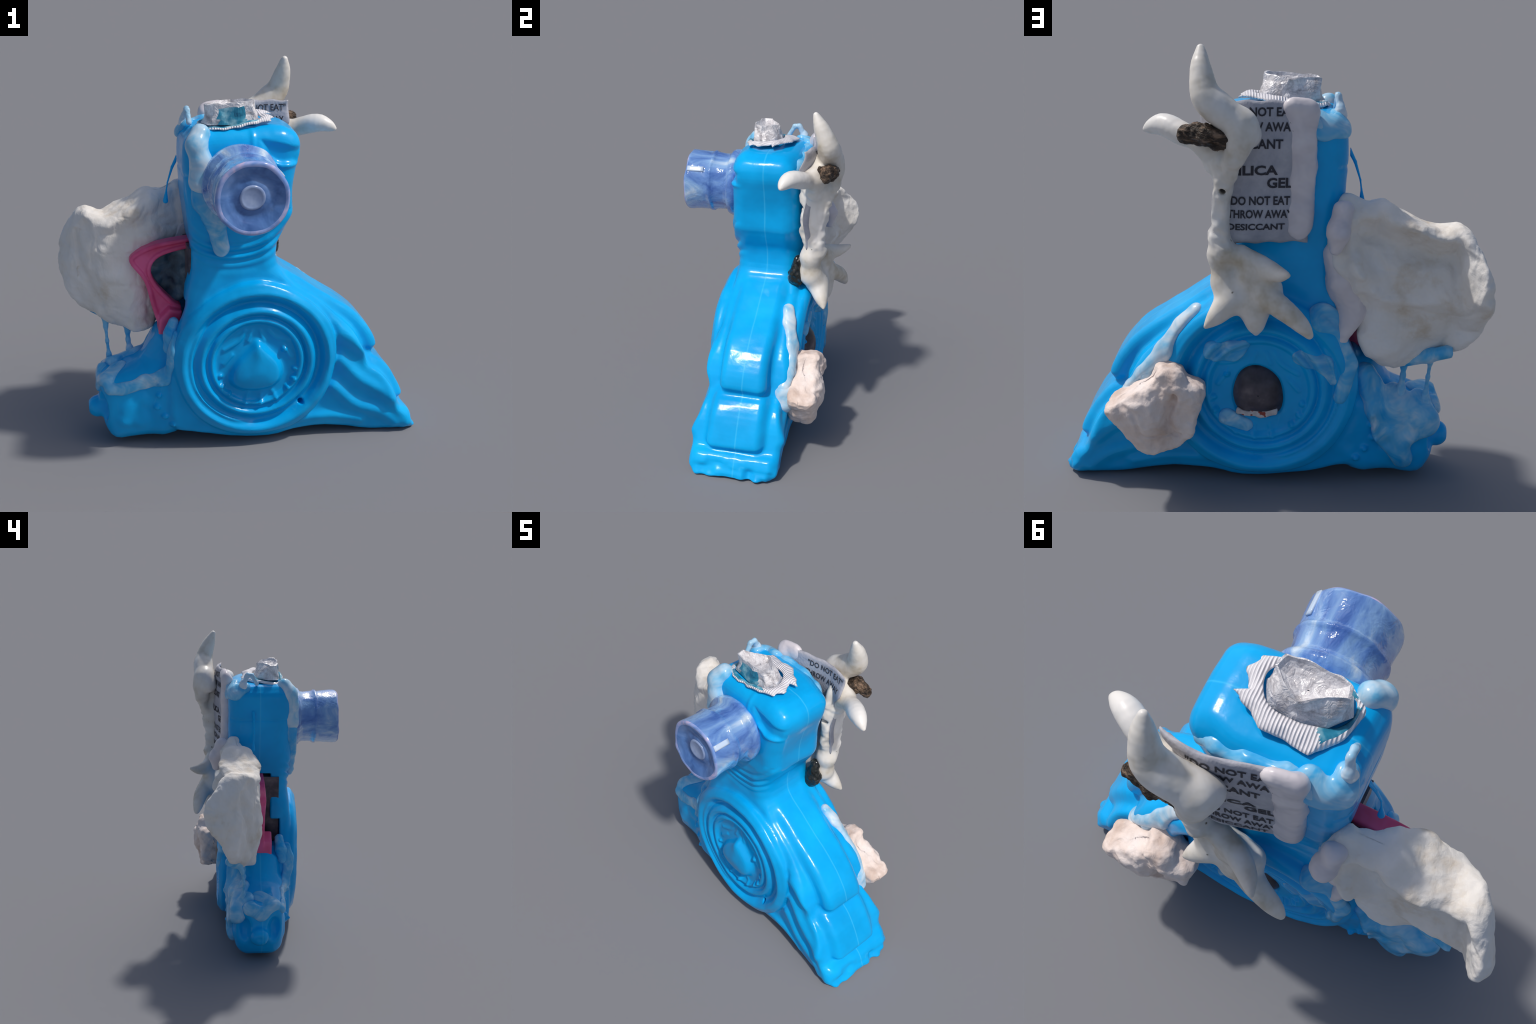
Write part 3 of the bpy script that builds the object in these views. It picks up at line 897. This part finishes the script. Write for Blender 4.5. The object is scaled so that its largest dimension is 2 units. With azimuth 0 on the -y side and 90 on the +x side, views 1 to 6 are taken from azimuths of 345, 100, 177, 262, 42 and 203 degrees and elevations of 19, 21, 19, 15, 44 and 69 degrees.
def foil():
    """thin ribbed collar lying on the head and an angular flat-topped stub torn open"""
    c = np.array([-.06, -.015])
    n = 120
    rim = resample(np.array([(.168, .045), (.125, .03), (.150, -.055), (.115, -.118), (.045, -.135), (-.07, -.130), (-.175, -.118), (-.25, -.045),
                             (-.225, .05), (-.19, .09), (-.137, .162), (.043, .135), (.085, .095)]), n, c)
    neck = resample(smooth_loop([(.085, -.035), (.05, -.090), (-.05, -.105), (-.185, -.075), (-.205, -.01), (-.15, .055), (-.04, .07), (.05, .045)], 6), n, c)
    zr = 1.737 + .06 * rim[:, 1] + .10 * np.clip(rim[:, 0], -.3, .08)
    rows = []
    for s_ in np.linspace(0, 1, 9):
        z = zr + .012 * math.sin(s_ * math.pi) + .006 * s_
        rows.append(np.column_stack([rim * (1 - s_) + neck * 1.03 * s_, z]))
    V = np.concatenate(rows)
    V[:, 2] += noise(V, 17, 61) * .008
    edge = np.repeat(np.linspace(1, 0, 9) ** 2, n)
    V[:, 0] += noise(V, 26, 62) * .012 * edge
    V[:, 1] += noise(V, 26, 63) * .012 * edge
    f = grid_faces(9, n, False, True)
    lvl = f.min(1) // n
    ph = np.arctan2(V[f[:, 0], 1] - c[1], V[f[:, 0], 0] - c[0])
    teal = ((ph < -.7) & (ph > -2.7) & (lvl >= 2)) | (((ph > 2.2) | (ph < -2.9)) & (lvl >= 3))
    def thicken(ob):
        m = ob.modifiers.new("thick", 'SOLIDIFY'); m.thickness = .006; m.offset = -1
        with bpy.context.temp_override(object=ob, active_object=ob, selected_objects=[ob]):
            bpy.ops.object.modifier_apply(modifier="thick")
    ob = add_mesh("foil_collar", V, f, [M['foil_rim'], M['teal']], ROOT, True, teal.astype(int))
    thicken(ob)
    # stub: eight crisp corners, leaning walls, sunken lid
    m_ = 64
    foot = resample(np.array([(.085, -.035), (.05, -.092), (-.05, -.108), (-.19, -.080), (-.215, -.01), (-.15, .058), (-.04, .072), (.055, .045)]), m_, c)
    top = resample(np.array([(.055, -.045), (.035, -.088), (-.06, -.098), (-.185, -.066), (-.195, -.02), (-.10, .018), (-.045, .048), (.02, .0)]), m_, c)
    zf = 1.735 + .04 * foot[:, 1]
    zt = 1.832 + .010 * np.sin(np.arange(m_) * .9) * 0 + .06 * (top[:, 0] + .06) * .5 - .10 * np.clip(top[:, 1], 0, 1)
    rows = []
    for s_ in (0, .2, .4, .6, .8, .95, 1.0):
        w = s_ ** .8
        rows.append(np.column_stack([foot * (1 - w) + top * w, zf * (1 - s_) + zt * s_]))
    for s_, dz in ((.06, .004), (.12, -.008), (.3, -.022), (.6, -.028), (.97, -.030)):
        rows.append(np.column_stack([top * (1 - s_) + c * s_, zt * (1 - s_) + zt.mean() * s_ + dz]))
    V = np.concatenate(rows)
    lv = np.repeat(np.arange(len(rows)), m_)
    cr = lambda sd: np.abs(noise(V, 13, sd)) * 2 - .5 + .5 * noise(V, 30, sd + 3)
    V += np.stack([cr(81), cr(84), cr(87)], 1) * np.where(lv < 1, 0, np.where(lv < 7, .008, .004))[:, None]
    f = grid_faces(len(rows), m_, False, True)
    lvl = f.min(1) // m_
    ph = np.arctan2(V[f[:, 0], 1] - c[1], V[f[:, 0], 0] - c[0])
    teal = (ph < -.9) & (ph > -2.4) & (lvl < 4)
    ob = add_mesh("foil_stub", V, f, [M['foil'], M['teal']], ROOT, False, teal.astype(int))

foil()

# ------------------------------------------------------------------ desiccant packet with lettering
def packet_point(x, z, side):
    """side +1: back face (towards +y); the packet is a shallow pillow, creased"""
    u = (x - .09) / .23
    w = (z - 1.475) / .30
    puff = .016 * max(0, 1 - u ** 4) ** .5 * max(0, 1 - abs(w) ** 6) ** .5
    yc = .262 + .13 * min(max(x + .08, 0), .22) - .06 * max(0, u - .2) ** 2 + .004 * math.sin(z * 21 + x * 9) - .05 * max(0, w - .85)
    yc -= .04 * max(0, u - .55) * (1 + math.sin(z * 24))
    return (x, yc + side * (puff + .003), z)

def packet():
    nx, nz = 40, 56
    vs = []
    for side in (1, -1):
        for xf in np.linspace(0, 1, nx):
            for z in np.linspace(1.175, 1.775, nz):
                x = -.14 + xf * (.405 + .055 * float(sstep(z, 1.56, 1.68)))
                zz = z - .02 * max(0, (x - .1)) * (z > 1.4) + .004 * math.sin(x * 60) * (abs(z - 1.475) > .28)
                vs.append(packet_point(x, zz, side))
    f = grid_faces(nx, nz).tolist()
    n = nx * nz
    f2 = [[a + n for a in reversed(t)] for t in f]
    rim = [i * nz for i in range(nx)] + [(nx - 1) * nz + j for j in range(1, nz)] + [i * nz + nz - 1 for i in range(nx - 2, -1, -1)] + list(range(nz - 2, 0, -1))
    ed = [[b, a, a + n, b + n] for a, b in zip(rim, rim[1:] + rim[:1])]
    ob = add_mesh("desiccant_packet", vs, f + f2 + ed, M['paper'])
    # crimped strip along the lower seam
    def word(text, x0, x1, z, height, side, bold=0):
        cu = bpy.data.curves.new("t", 'FONT')
        cu.body = text
        cu.size = 1
        cu.offset = bold
        cu.resolution_u = 3
        t = bpy.data.objects.new("t", cu)
        bpy.context.scene.collection.objects.link(t)
        bpy.context.view_layer.update()
        me = bpy.data.meshes.new_from_object(t.evaluated_get(bpy.context.evaluated_depsgraph_get()))
        co = np.array([p.co[:] for p in me.vertices])
        w0, w1 = co[:, 0].min(), co[:, 0].max()
        h0, h1 = co[:, 1].min(), co[:, 1].max()
        out = []
        for p in co:
            x = x0 + (x1 - x0) * (p[0] - w0) / (w1 - w0)
            zz = z + height * ((p[1] - h0) / (h1 - h0) - .5)
            q_ = packet_point(x, zz, side)
            out.append((q_[0], q_[1] + side * .0025, q_[2]))
        faces = [list(p.vertices) for p in me.polygons]
        bpy.data.objects.remove(t); bpy.data.meshes.remove(me)
        if (x1 > x0) != (side < 0):
            faces = [fc[::-1] for fc in faces]
        add_mesh("lettering", out, faces, M['ink'], ob, False)
    xs = lambda u: .177 - (u - 640) * .00137
    word("\"DO NOT EAT\"", xs(610), xs(830), 1.733, .038, 1, .028)
    word("THROW AWAY", xs(604), xs(826), 1.672, .038, 1, .028)
    word("DESICCANT", xs(590), xs(785), 1.602, .040, 1, .028)
    word("SILICA", xs(628), xs(772), 1.492, .042, 1, .034)
    word("GEL", xs(740), xs(818), 1.437, .044, 1, .034)
    word("DO NOT EAT", xs(632), xs(812), 1.362, .038, 1, .028)
    word("THROW AWAY", xs(622), xs(822), 1.305, .036, 1, .028)
    word("DESICCANT", xs(622), xs(798), 1.250, .028, 1, .028)
    word("\"DO NOT EAT\"", .045, .305, 1.735, .036, -1, .014)
    word("THROW AWAY", .035, .29, 1.672, .036, -1, .014)

packet()
